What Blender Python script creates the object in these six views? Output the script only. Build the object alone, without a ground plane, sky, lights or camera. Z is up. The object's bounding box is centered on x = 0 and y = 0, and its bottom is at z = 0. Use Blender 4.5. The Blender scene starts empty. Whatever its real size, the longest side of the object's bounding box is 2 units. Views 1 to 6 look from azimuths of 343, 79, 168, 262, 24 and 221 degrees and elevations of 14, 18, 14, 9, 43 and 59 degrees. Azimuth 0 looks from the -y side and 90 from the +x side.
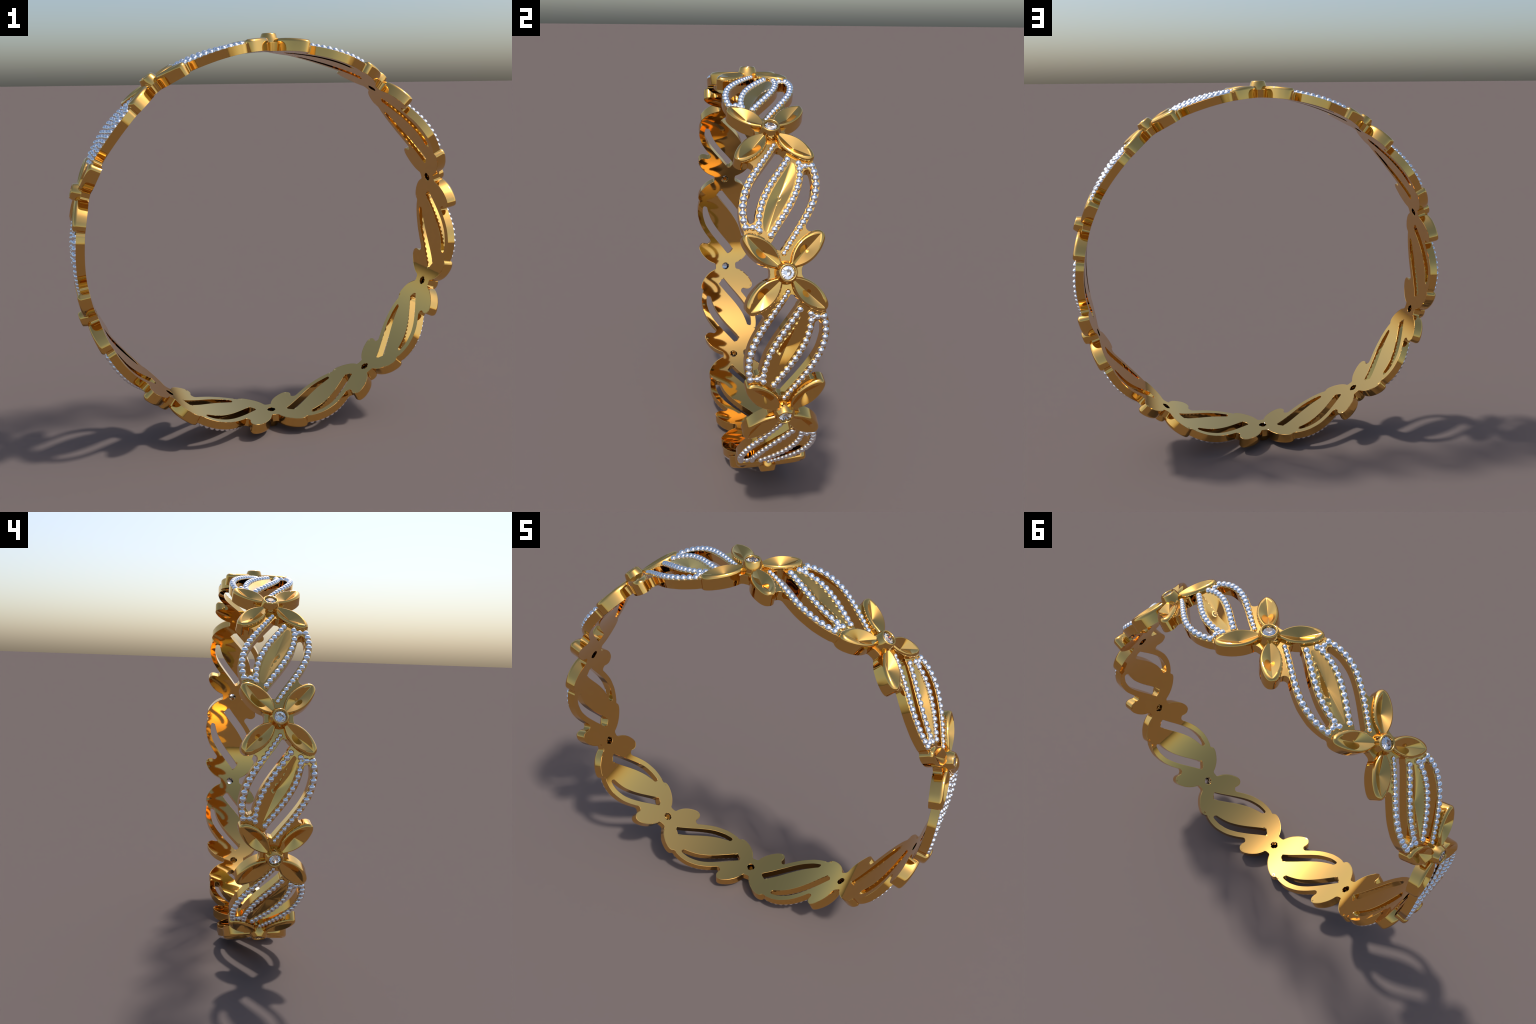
"""Gold bangle: ten leaf panels alternating with ten four-petal flowers.

The pattern is designed flat, in (s, y): s runs round the bangle (arc length on the
radius of the bar tops), y across it.  It is then wrapped on a cylinder whose axis is
the y axis, one repeat every 36 degrees.
"""
import bpy, math
import numpy as np
from mathutils import Matrix, Vector
from mathutils.geometry import delaunay_2d_cdt

N = 10                       # repeats round the bangle
STEP = 2 * math.pi / N
R_IN = 0.9174                # smooth inner face
R_BAR = 0.9572               # top of the openwork bars
R_WALL = 0.960               # where a petal's wall starts to round over
R_RIM = 0.9755               # petal rim
R_PETAL_PIT = 0.9495         # bottom of a petal's hollow
R_LEAF_PIT = 0.9365          # bottom of a leaf's hollow
R_BEAD = 0.9578              # bead centres
BAR_HALF = 0.0152            # half width of a bar
CENTRE_Z = 1.0
HALF_S = R_BAR * STEP / 2    # half a repeat, as arc length

# ------------------------------------------------------------------ helpers
def wrap(s, y, R, centre=0.0):
    t = np.asarray(s) / R_BAR + centre
    R = np.asarray(R) + 0 * t
    return np.stack([R * np.sin(t), np.asarray(y) + 0 * t, CENTRE_Z + R * np.cos(t)], -1)

def arclen(P, closed=False):
    Q = np.vstack([P, P[:1]]) if closed else P
    return np.concatenate([[0], np.cumsum(np.linalg.norm(np.diff(Q, axis=0), axis=1))]), Q

def resample(P, n, closed=False):
    L, Q = arclen(P, closed)
    t = np.linspace(0, L[-1], n + 1)[:-1] if closed else np.linspace(0, L[-1], n)
    return np.stack([np.interp(t, L, Q[:, k]) for k in (0, 1)], -1)

def spline(P, n):
    """Catmull-Rom through the control points, resampled evenly to n points."""
    P = np.asarray(P, float)
    E = np.vstack([2 * P[0] - P[1], P, 2 * P[-1] - P[-2]])
    out = []
    for i in range(1, len(E) - 2):
        a, b, c, d = E[i - 1:i + 3]
        for t in np.linspace(0, 1, 24, endpoint=False):
            out.append(0.5 * (2 * b + (c - a) * t + (2 * a - 5 * b + 4 * c - d) * t * t
                              + (3 * b - a - 3 * c + d) * t ** 3))
    out.append(P[-1])
    return resample(np.array(out), n)

def seg_dist(X, A, B):
    """Distance from points X to the nearest of the segments A-B."""
    best = np.full(len(X), 1e9)
    D = B - A
    LL = np.maximum((D * D).sum(1), 1e-18)
    for i in range(0, len(X), 4000):
        W = X[i:i + 4000, None] - A[None]
        t = np.clip((W * D).sum(-1) / LL, 0, 1)
        best[i:i + 4000] = np.sqrt(((W - t[..., None] * D) ** 2).sum(-1).min(1))
    return best

def inside(X, loop):
    A, B = loop, np.roll(loop, -1, 0)
    c = np.zeros(len(X), bool)
    for (x0, y0), (x1, y1) in zip(A, B):
        if y0 == y1:
            continue
        m = (y0 > X[:, 1]) != (y1 > X[:, 1])
        c ^= m & (X[:, 0] < x0 + (X[:, 1] - y0) * (x1 - x0) / (y1 - y0))
    return c

def poly_sdf(X, loop):
    d = seg_dist(X, loop, np.roll(loop, -1, 0))
    return np.where(inside(X, loop), -d, d)

def loop_normals(P):
    t = np.roll(P, -1, 0) - np.roll(P, 1, 0)
    t /= np.linalg.norm(t, axis=1)[:, None]
    return np.stack([t[:, 1], -t[:, 0]], -1)     # outward for a counter-clockwise loop

def contours(F, xs, ys, level):
    """Marching squares: closed loops of F = level."""
    G = F - level
    G = np.where(np.abs(G) < 1e-9, 1e-9, G)
    nx, ny = G.shape
    link = {}
    pt = {}
    def cut(i0, j0, i1, j1):
        key = (i0, j0, i1, j1)
        if key not in pt:
            a, b = G[i0, j0], G[i1, j1]
            t = a / (a - b)
            pt[key] = (xs[i0] + t * (xs[i1] - xs[i0]), ys[j0] + t * (ys[j1] - ys[j0]))
        return key
    sg = G < 0
    mixed = (sg[:-1, :-1].astype(int) + sg[1:, :-1] + sg[:-1, 1:] + sg[1:, 1:]) % 4
    for i, j in zip(*np.nonzero(mixed)):
        cs = [(i, j), (i + 1, j), (i + 1, j + 1), (i, j + 1)]
        cuts = []
        for k in range(4):
            p, q = cs[k], cs[(k + 1) % 4]
            if sg[p] != sg[q]:
                lo, hi = min(p, q), max(p, q)
                cuts.append((sg[p], cut(*lo, *hi)))
        # walk so that the inside lies on the left
        ins = [c for s, c in cuts if s]
        outs = [c for s, c in cuts if not s]
        for a, b in zip(ins, outs if len(ins) == 1 else outs[::1]):
            link[a] = b
    loops = []
    while link:
        start = next(iter(link))
        k, L = start, []
        while k in link:
            L.append(pt[k])
            k = link.pop(k)
        loops.append(np.array(L))
    return loops

def make_mesh(name, verts, faces, mats, smooth_angle=35, mat_index=None):
    me = bpy.data.meshes.new(name)
    me.from_pydata([tuple(map(float, v)) for v in verts], [], [tuple(map(int, f)) for f in faces])
    for m in mats:
        me.materials.append(m)
    if mat_index is not None:
        me.polygons.foreach_set("material_index", mat_index)
    me.polygons.foreach_set("use_smooth", [True] * len(me.polygons))
    me.update()
    if smooth_angle:
        me.set_sharp_from_angle(angle=math.radians(smooth_angle))
    return me

def add(name, mesh, parent, matrix=None):
    ob = bpy.data.objects.new(name, mesh)
    bpy.context.scene.collection.objects.link(ob)
    ob.parent = parent
    if matrix is not None:
        ob.matrix_local = matrix
    return ob

def turn(angle):
    """Turn about the bangle's axis (y through z = 1)."""
    c = Matrix.Translation((0, 0, CENTRE_Z))
    return c @ Matrix.Rotation(angle, 4, 'Y') @ c.inverted()

# ------------------------------------------------------------------ materials
def metal(name, colour, rough, grain):
    m = bpy.data.materials.new(name)
    m.use_nodes = True
    nt = m.node_tree
    b = nt.nodes["Principled BSDF"]
    b.inputs["Metallic"].default_value = 1.0
    b.inputs["Base Color"].default_value = (*colour, 1)
    tc = nt.nodes.new("ShaderNodeTexCoord")
    no = nt.nodes.new("ShaderNodeTexNoise")
    no.inputs["Scale"].default_value = 22
    no.inputs["Detail"].default_value = 3
    mr = nt.nodes.new("ShaderNodeMapRange")
    mr.inputs["To Min"].default_value = rough - grain
    mr.inputs["To Max"].default_value = rough + grain
    nt.links.new(tc.outputs["Object"], no.inputs["Vector"])
    nt.links.new(no.outputs["Fac"], mr.inputs["Value"])
    nt.links.new(mr.outputs["Result"], b.inputs["Roughness"])
    return m

GOLD = metal("polished_gold", (0.80, 0.47, 0.13), 0.04, 0.005)
SILVER = metal("polished_silver", (0.93, 0.93, 0.94), 0.04, 0.005)

DIAMOND = bpy.data.materials.new("clear_gemstone")
DIAMOND.use_nodes = True
_b = DIAMOND.node_tree.nodes["Principled BSDF"]
_b.inputs["Base Color"].default_value = (1, 1, 1, 1)
_b.inputs["Transmission Weight"].default_value = 1.0
_b.inputs["Roughness"].default_value = 0.0
_b.inputs["IOR"].default_value = 2.2

# ------------------------------------------------------------------ the flat pattern
# One leaf panel, centre at the origin.  The panel looks the same turned by 180 degrees,
# so only one outer and one inner bead row are drawn, from flower to flower: (degrees, y).
DEG = math.radians(1) * R_BAR
outer_ctrl = [(-13.64, .004), (-11.23, -.024), (-8.81, -.054), (-6.30, -.084), (-3.69, -.112),
              (-0.86, -.135), (2.37, -.149), (4.03, -.151), (5.70, -.1495), (7.40, -.144)]
inner_ctrl = [(-9.43, .050), (-6.72, .017), (-4.01, -.0165), (-1.20, -.047), (1.81, -.0725),
              (5.03, -.089), (6.60, -.0925), (8.27, -.0920)]
link_ctrl = [(7.45, -.117)]
flat = lambda L: np.array([(a * DEG, y) for a, y in L])

def row(ctrl, n, grow):
    """n bead places along a row, their spacing following the bead sizes grow(t)."""
    fine = spline(flat(ctrl), 800)
    t = np.linspace(0, 1, n)
    r = grow(t)
    gaps = (r[:-1] + r[1:]) / 2
    L, _ = arclen(fine)
    at = np.concatenate([[0], np.cumsum(gaps)]) / gaps.sum() * L[-1]
    return np.stack([np.interp(at, L, fine[:, k]) for k in (0, 1)], -1), r, fine

outer_pos, outer_r, outer_line = row(outer_ctrl, 16, lambda t: .0108 + .0039 * np.clip(t / .62, 0, 1) ** .9 - .0005 * np.clip((t - .85) / .15, 0, 1))
inner_pos, inner_r, inner_line = row(inner_ctrl, 13, lambda t: .0138 + 0 * t)
link_pos = flat(link_ctrl)

def almond(half, n=140, soften=12):
    """Closed outline, mirror-symmetric about the petal's axis a; counter-clockwise."""
    up = spline(half, 200)
    low = up * [1, -1]
    loop = np.vstack([low[:-1], up[::-1][:-1]])
    for _ in range(soften):
        loop = .5 * loop + .25 * (np.roll(loop, 1, 0) + np.roll(loop, -1, 0))
    return resample(loop, n, True)

# a petal's wall is a blunt almond, the hollow in its top a pointed one
PETAL = almond([(.020, .000), (.024, .005), (.045, .0200), (.073, .0355), (.110, .0440), (.150, .0425), (.181, .0345),
            (.198, .0268), (.2080, .0192), (.2138, .0105), (.2155, 0.0)])
PIT_MID, PIT_HALF, PIT_WIDE = .1185, .0865, .0345
PIT = almond([(PIT_MID + PIT_HALF * x, PIT_WIDE * (1 - x * x)) for x in np.linspace(-1, 1, 21)], soften=4)
def petal_flat(outline, quadrant, grow=0.0):
    """Petal outline in (s, y) for a flower centred on the origin."""
    P = outline + grow * loop_normals(outline)
    ang = math.radians(45 + 90 * quadrant)
    c, s = math.cos(ang), math.sin(ang)
    Q = np.stack([P[:, 0] * c - P[:, 1] * s, P[:, 0] * s + P[:, 1] * c], -1)
    Q[:, 0] *= R_BAR / R_RIM
    return Q

# hollow of the leaf: bounded by the inner rows' bars
def leaf_outline(n=200, off=.0168):
    t = np.gradient(inner_line, axis=0)
    t /= np.linalg.norm(t, axis=1)[:, None]
    side = inner_line + off * np.stack([-t[:, 1], t[:, 0]], -1)
    loop = resample(np.vstack([side, -side]), 1200, True)
    for _ in range(220):                       # round the two blunt ends
        loop = .5 * loop + .25 * (np.roll(loop, 1, 0) + np.roll(loop, -1, 0))
    return resample(loop, n, True)
LEAF = leaf_outline()

# solid part of the band over one repeat, as a distance field
GRID = .0025
xs = np.arange(-HALF_S - .10, HALF_S + .10, GRID)
ys = np.arange(-.20, .2001, GRID)
XY = np.stack(np.meshgrid(xs, ys, indexing='ij'), -1).reshape(-1, 2)

def stroke(line, half):
    L = resample(line, 60)
    return seg_dist(XY, L[:-1], L[1:]) - half

pull = np.array([1, .997])
parts = []
for sign in (1, -1):
    parts.append(stroke(sign * outer_line * pull, BAR_HALF))
    parts.append(stroke(sign * inner_line, BAR_HALF))
    parts.append(stroke(sign * np.vstack([outer_pos[-1] * pull, link_pos[0], inner_pos[-2]]), BAR_HALF))
    ends = sign * np.array([inner_line[0], -inner_line[-1]])    # metal between the row ends and the petal
    out = sign * np.array([-.010, .006])
    parts.append(seg_dist(XY, ends[:1] + out, ends[1:] + out) - .017)
    lead = sign * np.array([outer_line[0], [-HALF_S, 0]])      # bar runs in under the flower
    parts.append(seg_dist(XY, lead[:1], lead[1:]) - .012)
fill = np.vstack([inner_line[::10], -inner_line[::10]])
parts.append(poly_sdf(XY, fill))
for centre in (-HALF_S, HALF_S):
    for q in range(4):
        parts.append(poly_sdf(XY, petal_flat(PETAL, q, -.0004) + [centre, 0]))
    parts.append(np.linalg.norm((XY - [centre, 0]) * [1, .93], axis=1) - .0565)
field = np.min(parts, axis=0)
field = np.maximum(field, np.abs(XY[:, 0]) - (HALF_S + .07)).reshape(len(xs), len(ys))   # trim

def redistance(F, level):
    loops = contours(F, xs, ys, level)
    A = np.vstack(loops)
    B = np.vstack([np.roll(l, -1, 0) for l in loops])
    d = seg_dist(XY, A, B).reshape(F.shape)
    return np.where(F < level, -d, d)

def closing(F, r):
    """Grow by r, then shrink by r: inner corners get fillets of radius r."""
    return redistance(redistance(F, r) + r, 0.0)

panel = poly_sdf(XY, np.vstack([outer_line[::10] * pull, -outer_line[::10] * pull])).reshape(field.shape)
solid = np.where(panel < 0, closing(field, .005), closing(field, .018))   # slots crisp, outline soft

# the repeat is cut at the flowers' middles; work on two repeats joined there would only
# repeat data, so the loops are clipped to one repeat and the ends weld round the ring.
HOLE_R = .0225
hole_d = np.minimum(np.linalg.norm(XY - [-HALF_S, 0], axis=1), np.linalg.norm(XY - [HALF_S, 0], axis=1)).reshape(field.shape)
solid = np.maximum(solid, HOLE_R - hole_d)
box = (np.abs(XY[:, 0]) - HALF_S).reshape(field.shape)

def tidy(loop, spacing):
    L, _ = arclen(loop, True)
    n = max(12, int(L[-1] / spacing))
    fine = resample(loop, n * 4, True)
    for _ in range(6):
        fine = .5 * fine + .25 * (np.roll(fine, 1, 0) + np.roll(fine, -1, 0))
    return fine[::4]

def clip_loop(loop):
    """Pieces of a loop inside |s| <= HALF_S, ends snapped to the cut."""
    P = loop
    ins = np.abs(P[:, 0]) <= HALF_S
    if ins.all():
        return [(P, True)]
    if not ins.any():
        return []
    n = len(P)
    k0 = next(i for i in range(n) if ins[i] and not ins[i - 1])
    P = np.roll(P, -k0, 0)
    ins = np.roll(ins, -k0)
    out, cur = [], []
    def crossing(a, b):
        lim = math.copysign(HALF_S, b[0] if abs(b[0]) > HALF_S else a[0])
        t = (lim - a[0]) / (b[0] - a[0])
        return np.array([lim, a[1] + t * (b[1] - a[1])])
    for i in range(n):
        if ins[i]:
            if not cur:
                cur.append(crossing(P[i], P[i - 1]))
            cur.append(P[i])
            if not ins[(i + 1) % n]:
                cur.append(crossing(P[i], P[(i + 1) % n]))
                out.append((np.array(cur), False))
                cur = []
    return out

BEVEL = .0008
def rim_set(level, spacing):
    pieces = []
    for loop in contours(solid, xs, ys, level):
        L = arclen(loop, True)[0][-1]
        near_hole = abs(abs(loop[:, 0].mean()) - HALF_S) < .02 and abs(loop[:, 1].mean()) < .02
        if L < .2 and not near_hole:            # pinholes between petals and bars are filled with metal
            continue
        pieces += clip_loop(tidy(loop, spacing))
    return pieces

rims = [rim_set(0.0, .0042), rim_set(-BEVEL, .0042)]

# boundary of the repeat: pieces of rim 0 closed by straight cuts, for the inside test
def even_odd(X):
    c = np.zeros(len(X), bool)
    for P, closed in rims[0]:
        A = P if closed else P[:-1]
        B = np.roll(P, -1, 0) if closed else P[1:]
        for (x0, y0), (x1, y1) in zip(A, B):
            m = (x0 > X[:, 0]) != (x1 > X[:, 0])
            if x0 != x1:
                c ^= m & (X[:, 1] < y0 + (X[:, 0] - x0) * (y1 - y0) / (x1 - x0))
    return c

def grid_value(F, X):
    i = np.clip((X[:, 0] - xs[0]) / GRID, 0, len(xs) - 1.001)
    j = np.clip((X[:, 1] - ys[0]) / GRID, 0, len(ys) - 1.001)
    a, b = i.astype(int), j.astype(int)
    u, v = i - a, j - b
    return (F[a, b] * (1 - u) * (1 - v) + F[a + 1, b] * u * (1 - v) + F[a, b + 1] * (1 - u) * v + F[a + 1, b + 1] * u * v)

# under each petal the band is sunk, to make room for the petal's hollow
petal_seats = []
for centre, quads in ((-HALF_S, (0, 3)), (HALF_S, (1, 2))):
    for q in quads:
        petal_seats.append(tuple(resample(petal_flat(PETAL, q, -g), 90, True) + [centre, 0] for g in (.0045, .0065)))

def triangulate(with_leaf_hole):
    V, E, lev = [], [], []
    def put(P, closed, level):
        k = len(V)
        V.extend(P.tolist())
        lev.extend([level] * len(P))
        n = len(P)
        E.extend((k + i, k + (i + 1) % n) for i in range(n if closed else n - 1))
    for l, pieces in enumerate(rims):
        for P, closed in pieces:
            put(P, closed, l)
    if with_leaf_hole:
        put(LEAF, True, 2)
        for edge, floor in petal_seats:
            put(edge, True, 4)
            put(floor, True, 5)
    # straight cuts at both ends, with a few points on them
    gx, gy = np.meshgrid(np.arange(-HALF_S, HALF_S + 1e-6, HALF_S / 24), np.arange(-.165, .166, .011), indexing='ij')
    G = np.stack([gx, gy], -1).reshape(-1, 2)
    G = G[grid_value(solid, G) < -.006]
    if with_leaf_hole:
        d = poly_sdf(G, LEAF)
        G = G[d > .003]
        kind = np.full(len(G), 3)
        for edge, floor in petal_seats:
            G, kind = (A[poly_sdf(G, floor) * poly_sdf(G, edge) > .003 ** 2] for A in (G, kind))
            kind[inside(G, floor)] = 5
    else:
        kind = np.full(len(G), 3)
    V.extend(G.tolist())
    lev.extend(kind.tolist())
    vo, eo, fo, orig, _, _ = delaunay_2d_cdt([Vector(v) for v in V], E, [], 0, 1e-7)
    vo = np.array([tuple(v) for v in vo])
    level = np.array([max((lev[i] for i in o), default=3) if not any(lev[i] == 0 for i in o) else 0 for o in orig])
    cut = np.abs(np.abs(vo[:, 0]) - HALF_S) < 1e-6
    F = np.array([f for f in fo if len(f) == 3])
    cen = vo[F].mean(1)
    ok = even_odd(cen)
    if with_leaf_hole:
        ok &= ~inside(cen, LEAF)
    F = F[ok]
    a, b, c = (vo[F[:, k]] for k in range(3))
    area = (b[:, 0] - a[:, 0]) * (c[:, 1] - a[:, 1]) - (b[:, 1] - a[:, 1]) * (c[:, 0] - a[:, 0])
    F[area < 0] = F[area < 0][:, ::-1]
    F = F[np.abs(area) > 1e-12]
    return vo, level, F

def open_edges(F):
    seen = {}
    for f in F:
        for k in range(3):
            a, b = int(f[k]), int(f[(k + 1) % 3])
            if (b, a) in seen:
                del seen[(b, a)]
            else:
                seen[(a, b)] = 1
    return list(seen)

# ------------------------------------------------------------------ band (whole ring)
bangle = bpy.data.objects.new("bangle", None)
bpy.context.scene.collection.objects.link(bangle)
bangle["label"] = "polished gold openwork bangle with flowers, leaves and silver beads"
bangle["category"] = "bracelet"

LEAF_FLOOR = .927
def build_band():
    V, F = [], []
    tv, tl, tf = triangulate(True)
    bv, bl, bf = triangulate(False)
    top_R = np.where(tl == 0, R_BAR - BEVEL, np.where(tl == 5, .940, R_BAR))
    bot_R = np.where(bl == 0, R_IN + BEVEL * .7, R_IN)
    rim_t = [(a, b) for a, b in open_edges(tf)]
    rim_b = {}
    key = lambda p: (round(float(p[0]), 5), round(float(p[1]), 5))
    bottom_at = {key(bv[i]): i for i in range(len(bv))}
    pts = [wrap(tv[:, 0], tv[:, 1], top_R), wrap(bv[:, 0], bv[:, 1], bot_R)]
    nt_ = len(tv)
    faces = [tuple(f) for f in tf] + [tuple(nt_ + f[::-1]) for f in bf]
    extra = []
    floor = {}
    base = nt_ + len(bv)
    for a, b in rim_t:
        pa, pb = tv[a], tv[b]
        if abs(abs(pa[0]) - HALF_S) < 1e-6 and abs(abs(pb[0]) - HALF_S) < 1e-6:
            continue                                # joins the next repeat
        if tl[a] == 2 and tl[b] == 2:               # wall of the leaf's seat
            for i in (a, b):
                if i not in floor:
                    floor[i] = base + len(extra)
                    extra.append(wrap(tv[i][0], tv[i][1], LEAF_FLOOR))
            faces.append((b, a, floor[a], floor[b]))
        else:
            faces.append((b, a, nt_ + bottom_at[key(pa)], nt_ + bottom_at[key(pb)]))
    # floor of the seat: fan (hidden under the leaf)
    if floor:
        c = base + len(extra)
        extra.append(wrap(0, 0, LEAF_FLOOR - .003))
        for a, b in rim_t:
            if a in floor and b in floor:
                faces.append((floor[b], floor[a], c))
    P = np.vstack(pts + [np.array(extra)])
    n = len(P)
    allP, allF = [], []
    for k in range(N):
        M = np.array(turn((k + .5) * STEP))
        allP.append(P @ M[:3, :3].T + M[:3, 3])
        allF += [tuple(i + k * n for i in f) for f in faces]
    me = make_mesh("band", np.vstack(allP), allF, [GOLD], 0)
    import bmesh
    bm = bmesh.new()
    bm.from_mesh(me)
    bmesh.ops.remove_doubles(bm, verts=bm.verts, dist=2e-5)
    bm.to_mesh(me)
    bm.free()
    me.polygons.foreach_set("use_smooth", [True] * len(me.polygons))
    me.set_sharp_from_angle(angle=math.radians(32))
    return me

add("band", build_band(), bangle)

# ------------------------------------------------------------------ hollow solids: leaf and petal
def hollow(name, rings, pit_outline, pit_centre, R_edge, R_pit, R_floor, smooth=38):
    """Solid with vertical wall rings [(outline, radius) ...] from floor to edge and, inside
    the last one, a hollow that falls straight from every edge point to one low point."""
    V, F = [], []
    n = len(pit_outline)
    for P, R in rings:
        V.append(wrap(P[:, 0], P[:, 1], R))
    drops = [1, .92, .8, .66, .52, .38, .26, .16, .09, .045, .02]
    eps = .022
    soft = lambda r: (math.sqrt(r * r + eps * eps) - eps) / (math.sqrt(1 + eps * eps) - eps)
    for r in drops[1:]:
        P = pit_centre + (pit_outline - pit_centre) * r
        V.append(wrap(P[:, 0], P[:, 1], R_pit + (R_edge - R_pit) * soft(r)))
    m = len(V)
    V = np.vstack(V + [wrap(pit_centre[0], pit_centre[1], R_pit)[None], wrap(pit_centre[0], pit_centre[1], R_floor + .007)[None]])
    for k in range(m - 1):
        for i in range(n):
            j = (i + 1) % n
            F.append((k * n + i, k * n + j, (k + 1) * n + j, (k + 1) * n + i))
    for i in range(n):
        j = (i + 1) % n
        F.append(((m - 1) * n + i, (m - 1) * n + j, m * n))
        F.append((j, i, m * n + 1))
    return make_mesh(name, V, F, [GOLD], smooth)

leaf_mesh = hollow("leaf", [(LEAF, LEAF_FLOOR + .0005), (LEAF, R_BAR)], LEAF, np.zeros(2), R_BAR, R_LEAF_PIT, LEAF_FLOOR + .0005)

def petal_mesh(q):
    base = petal_flat(PETAL, q)
    rings = [(petal_flat(PETAL, q, .0020), R_IN + .0005), (base, R_WALL)]
    pit = petal_flat(PIT, q)
    for k in range(1, 7):                           # quarter-round from the wall to the rim of the hollow
        a = math.pi / 2 * k / 6
        t = 1 - math.cos(a)
        rings.append((base * (1 - t) + pit * t, R_WALL + (R_RIM - R_WALL) * math.sin(a)))
    return hollow("petal", rings, pit, pit.mean(0), R_RIM, R_PETAL_PIT, R_IN + .0005)
petal_meshes = [petal_mesh(q) for q in range(4)]

# ------------------------------------------------------------------ bezel and gemstone
def revolve(profile, n=72):
    V = [(r * math.cos(2 * math.pi * i / n), r * math.sin(2 * math.pi * i / n), h) for r, h in profile for i in range(n)]
    F = [(k * n + i, k * n + (i + 1) % n, (k + 1) * n + (i + 1) % n, (k + 1) * n + i) for k in range(len(profile) - 1) for i in range(n)]
    return V, F

bezel_profile = [(.0222, .924), (.047, .950), (.0455, .966), (.0400, .983), (.0358, .9945), (.0345, .9975), (.0325, .9993), (.0305, 1.0),
                 (.0285, .9993), (.0268, .9975), (.0258, .9945), (.0250, .988), (.0232, .985), (.0222, .982), (.0222, .924)]
_v, _f = revolve([(r, h - 1.0) for r, h in bezel_profile])
bezel_mesh = make_mesh("bezel", _v, _f, [GOLD], 40)

def brilliant(girdle=.0252, table=.0140, crown=.0065, edge=.0008, pavilion=.0205, n=8):
    """Round brilliant: table, star/kite/upper facets, girdle, pavilion mains."""
    ring = lambda r, h, m, off: [(r * math.cos(2 * math.pi * (i + off) / m), r * math.sin(2 * math.pi * (i + off) / m), h) for i in range(m)]
    T = ring(table, crown, n, 0)
    M = ring(girdle * .80, crown * .48, n, .5)
    G = ring(girdle, edge, 2 * n, 0)
    H = ring(girdle, -edge, 2 * n, 0)
    L = ring(girdle * .42, -pavilion * .60, n, .5)
    C = [(0, 0, -pavilion)]
    V = T + M + G + H + L + C
    t, m, g, h, l, c = 0, n, 2 * n, 4 * n, 6 * n, 7 * n
    F = [tuple(range(n))]
    for i in range(n):
        j = (i + 1) % n
        F.append((t + i, m + i, t + j))                                       # star
        F += [(t + j, m + i, g + 2 * j), (t + j, g + 2 * j, m + j)]           # kite
        F += [(m + i, g + 2 * i, g + 2 * i + 1), (m + i, g + 2 * i + 1, g + 2 * j)]
        for k in (2 * i, 2 * i + 1):
            k2 = (k + 1) % (2 * n)
            F.append((g + k, h + k, h + k2, g + k2))
        F += [(h + 2 * i, l + i, h + 2 * i + 1), (h + 2 * i + 1, l + i, h + 2 * j)]
        F += [(h + 2 * j, l + i, c), (h + 2 * j, c, l + j)]
    me = bpy.data.meshes.new("gemstone")
    me.from_pydata(V, [], F)
    me.materials.append(DIAMOND)
    import bmesh
    bm = bmesh.new()
    bm.from_mesh(me)
    bmesh.ops.recalc_face_normals(bm, faces=bm.faces)
    bm.to_mesh(me)
    bm.free()
    return me
gem_mesh = brilliant()
GEM_SEAT = -.0085

# ------------------------------------------------------------------ beads
def sphere(rings=14, n=24):
    V = [(0, 0, 1)]
    for k in range(1, rings):
        a = math.pi * k / rings
        V += [(math.sin(a) * math.cos(2 * math.pi * i / n), math.sin(a) * math.sin(2 * math.pi * i / n), math.cos(a)) for i in range(n)]
    V.append((0, 0, -1))
    F = [(0, 1 + i, 1 + (i + 1) % n) for i in range(n)]
    for k in range(rings - 2):
        b = 1 + k * n
        F += [(b + i, b + n + i, b + n + (i + 1) % n, b + (i + 1) % n) for i in range(n)]
    b, e = 1 + (rings - 2) * n, len(V) - 1
    F += [(b + i, e, b + (i + 1) % n) for i in range(n)]
    return np.array(V), F
SV, SF = sphere()
bead_mesh = make_mesh("bead", SV, SF, [SILVER], 0)

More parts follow.
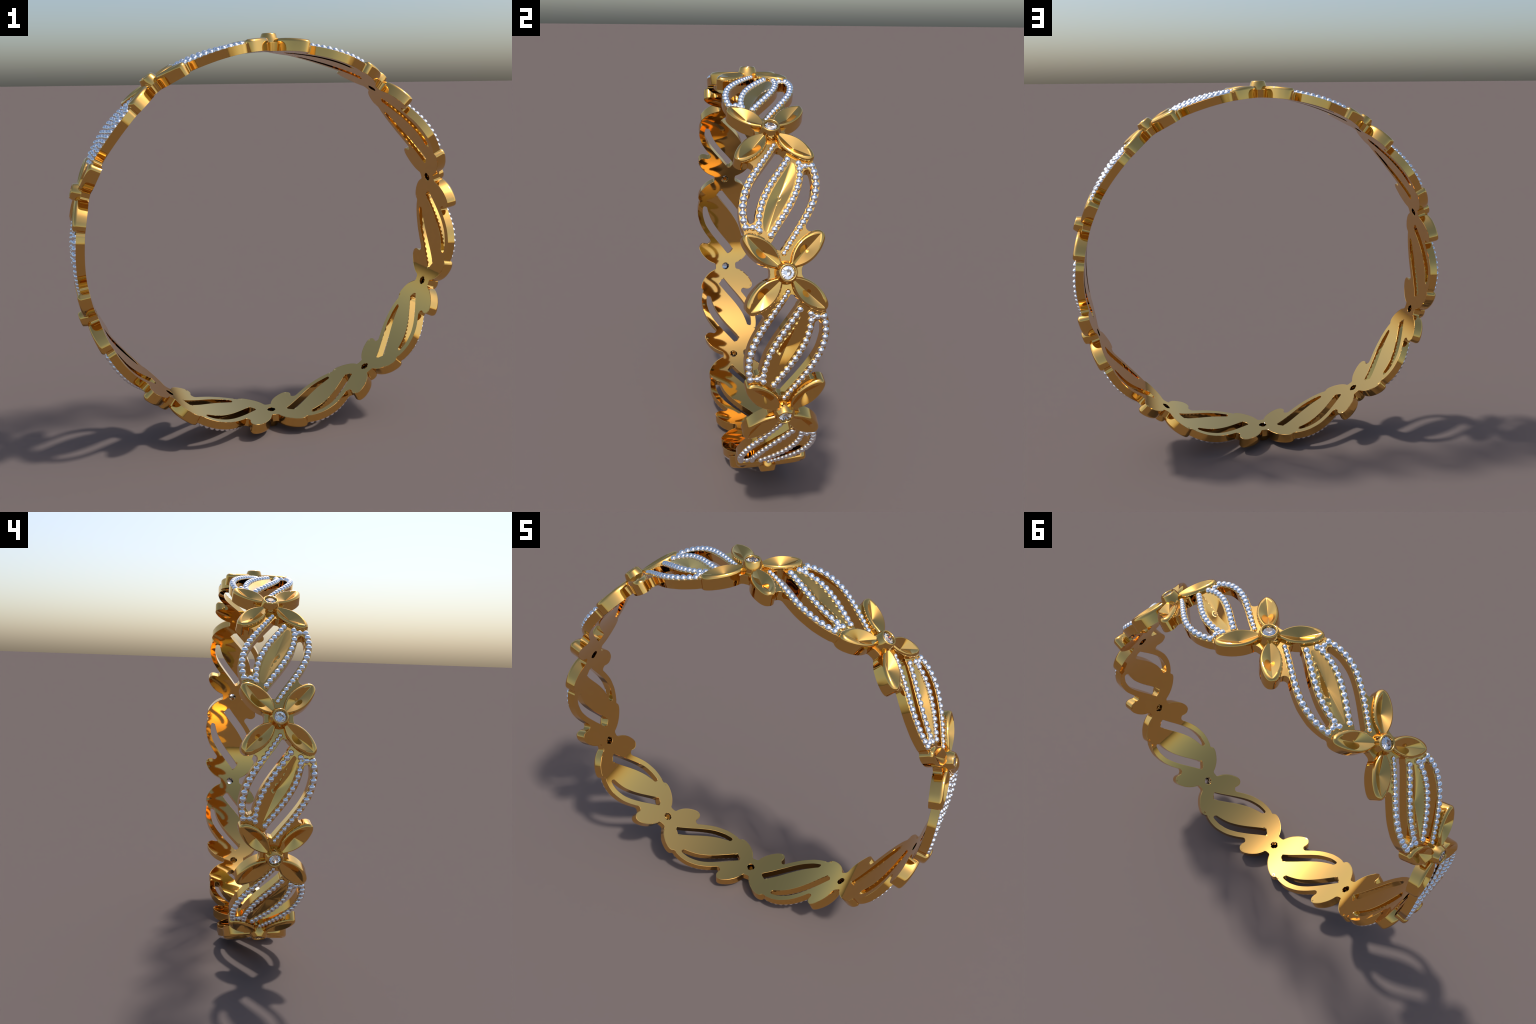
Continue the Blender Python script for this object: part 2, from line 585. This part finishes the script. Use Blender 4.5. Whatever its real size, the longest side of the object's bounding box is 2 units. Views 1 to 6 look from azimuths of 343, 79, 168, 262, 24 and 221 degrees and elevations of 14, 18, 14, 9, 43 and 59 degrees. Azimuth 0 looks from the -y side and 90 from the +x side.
places, links = [], []
for sign in (1, -1):
    o, i_, l = sign * outer_pos * pull, sign * inner_pos, sign * link_pos
    places += list(zip(o, outer_r)) + list(zip(i_, inner_r)) + [(l[0], .0128)]
    for chain in (o, i_, np.vstack([o[-1], l[0], i_[-1]]), np.vstack([l[0], i_[-2]])):
        links += list(zip(chain[:-1], chain[1:]))
order = sorted(range(len(places)), key=lambda k: (-places[k][1], k))
single = set(order[:30])                            # the largest 30 of every panel stand alone

loose_v, loose_f, tie_v, tie_f = [], [], [], []
def emit(Vl, Fl, V, F):
    k = sum(len(v) for v in Vl)
    Vl.append(V)
    Fl.extend(tuple(i + k for i in f) for f in F)

def tube(A, B, r, n=10):
    d = B - A
    d /= np.linalg.norm(d)
    u = np.cross(d, [.3, .5, .81])
    u /= np.linalg.norm(u)
    w = np.cross(d, u)
    V = [c + r * (math.cos(2 * math.pi * i / n) * u + math.sin(2 * math.pi * i / n) * w) for c in (A, B) for i in range(n)]
    return np.array(V), [(i, (i + 1) % n, n + (i + 1) % n, n + i) for i in range(n)]

for k in range(N):
    a = (k + .5) * STEP
    for q, (p, r) in enumerate(places):
        c = wrap(p[0], p[1], R_BEAD, a)
        if q in single:
            ob = add("bead", bead_mesh, bangle, Matrix.Translation(c) @ Matrix.Rotation(a + p[0] / R_BAR, 4, 'Y') @ Matrix.Scale(r, 4))
        else:
            emit(loose_v, loose_f, c + SV * r, SF)
    for A, B in links:
        V, F = tube(wrap(A[0], A[1], R_BAR, a), wrap(B[0], B[1], R_BAR, a), .0055)
        emit(tie_v, tie_f, V, F)
    M = turn(a)
    add("leaf", leaf_mesh, bangle, M)
    M = turn(k * STEP)
    for q in range(4):
        add("petal", petal_meshes[q], bangle, M)
    bz = add("bezel", bezel_mesh, bangle, M @ Matrix.Translation((0, 0, CENTRE_Z + 1.0)))
    add("gemstone", gem_mesh, bz, Matrix.Translation((0, 0, GEM_SEAT)))

ob = add("small_beads", make_mesh("small_beads", np.vstack(loose_v), loose_f, [SILVER], 0), bangle)
ob["kind"] = "stuff"
ob = add("bead_links", make_mesh("bead_links", np.vstack(tie_v), tie_f, [SILVER], 0), bangle)
ob["kind"] = "stuff"
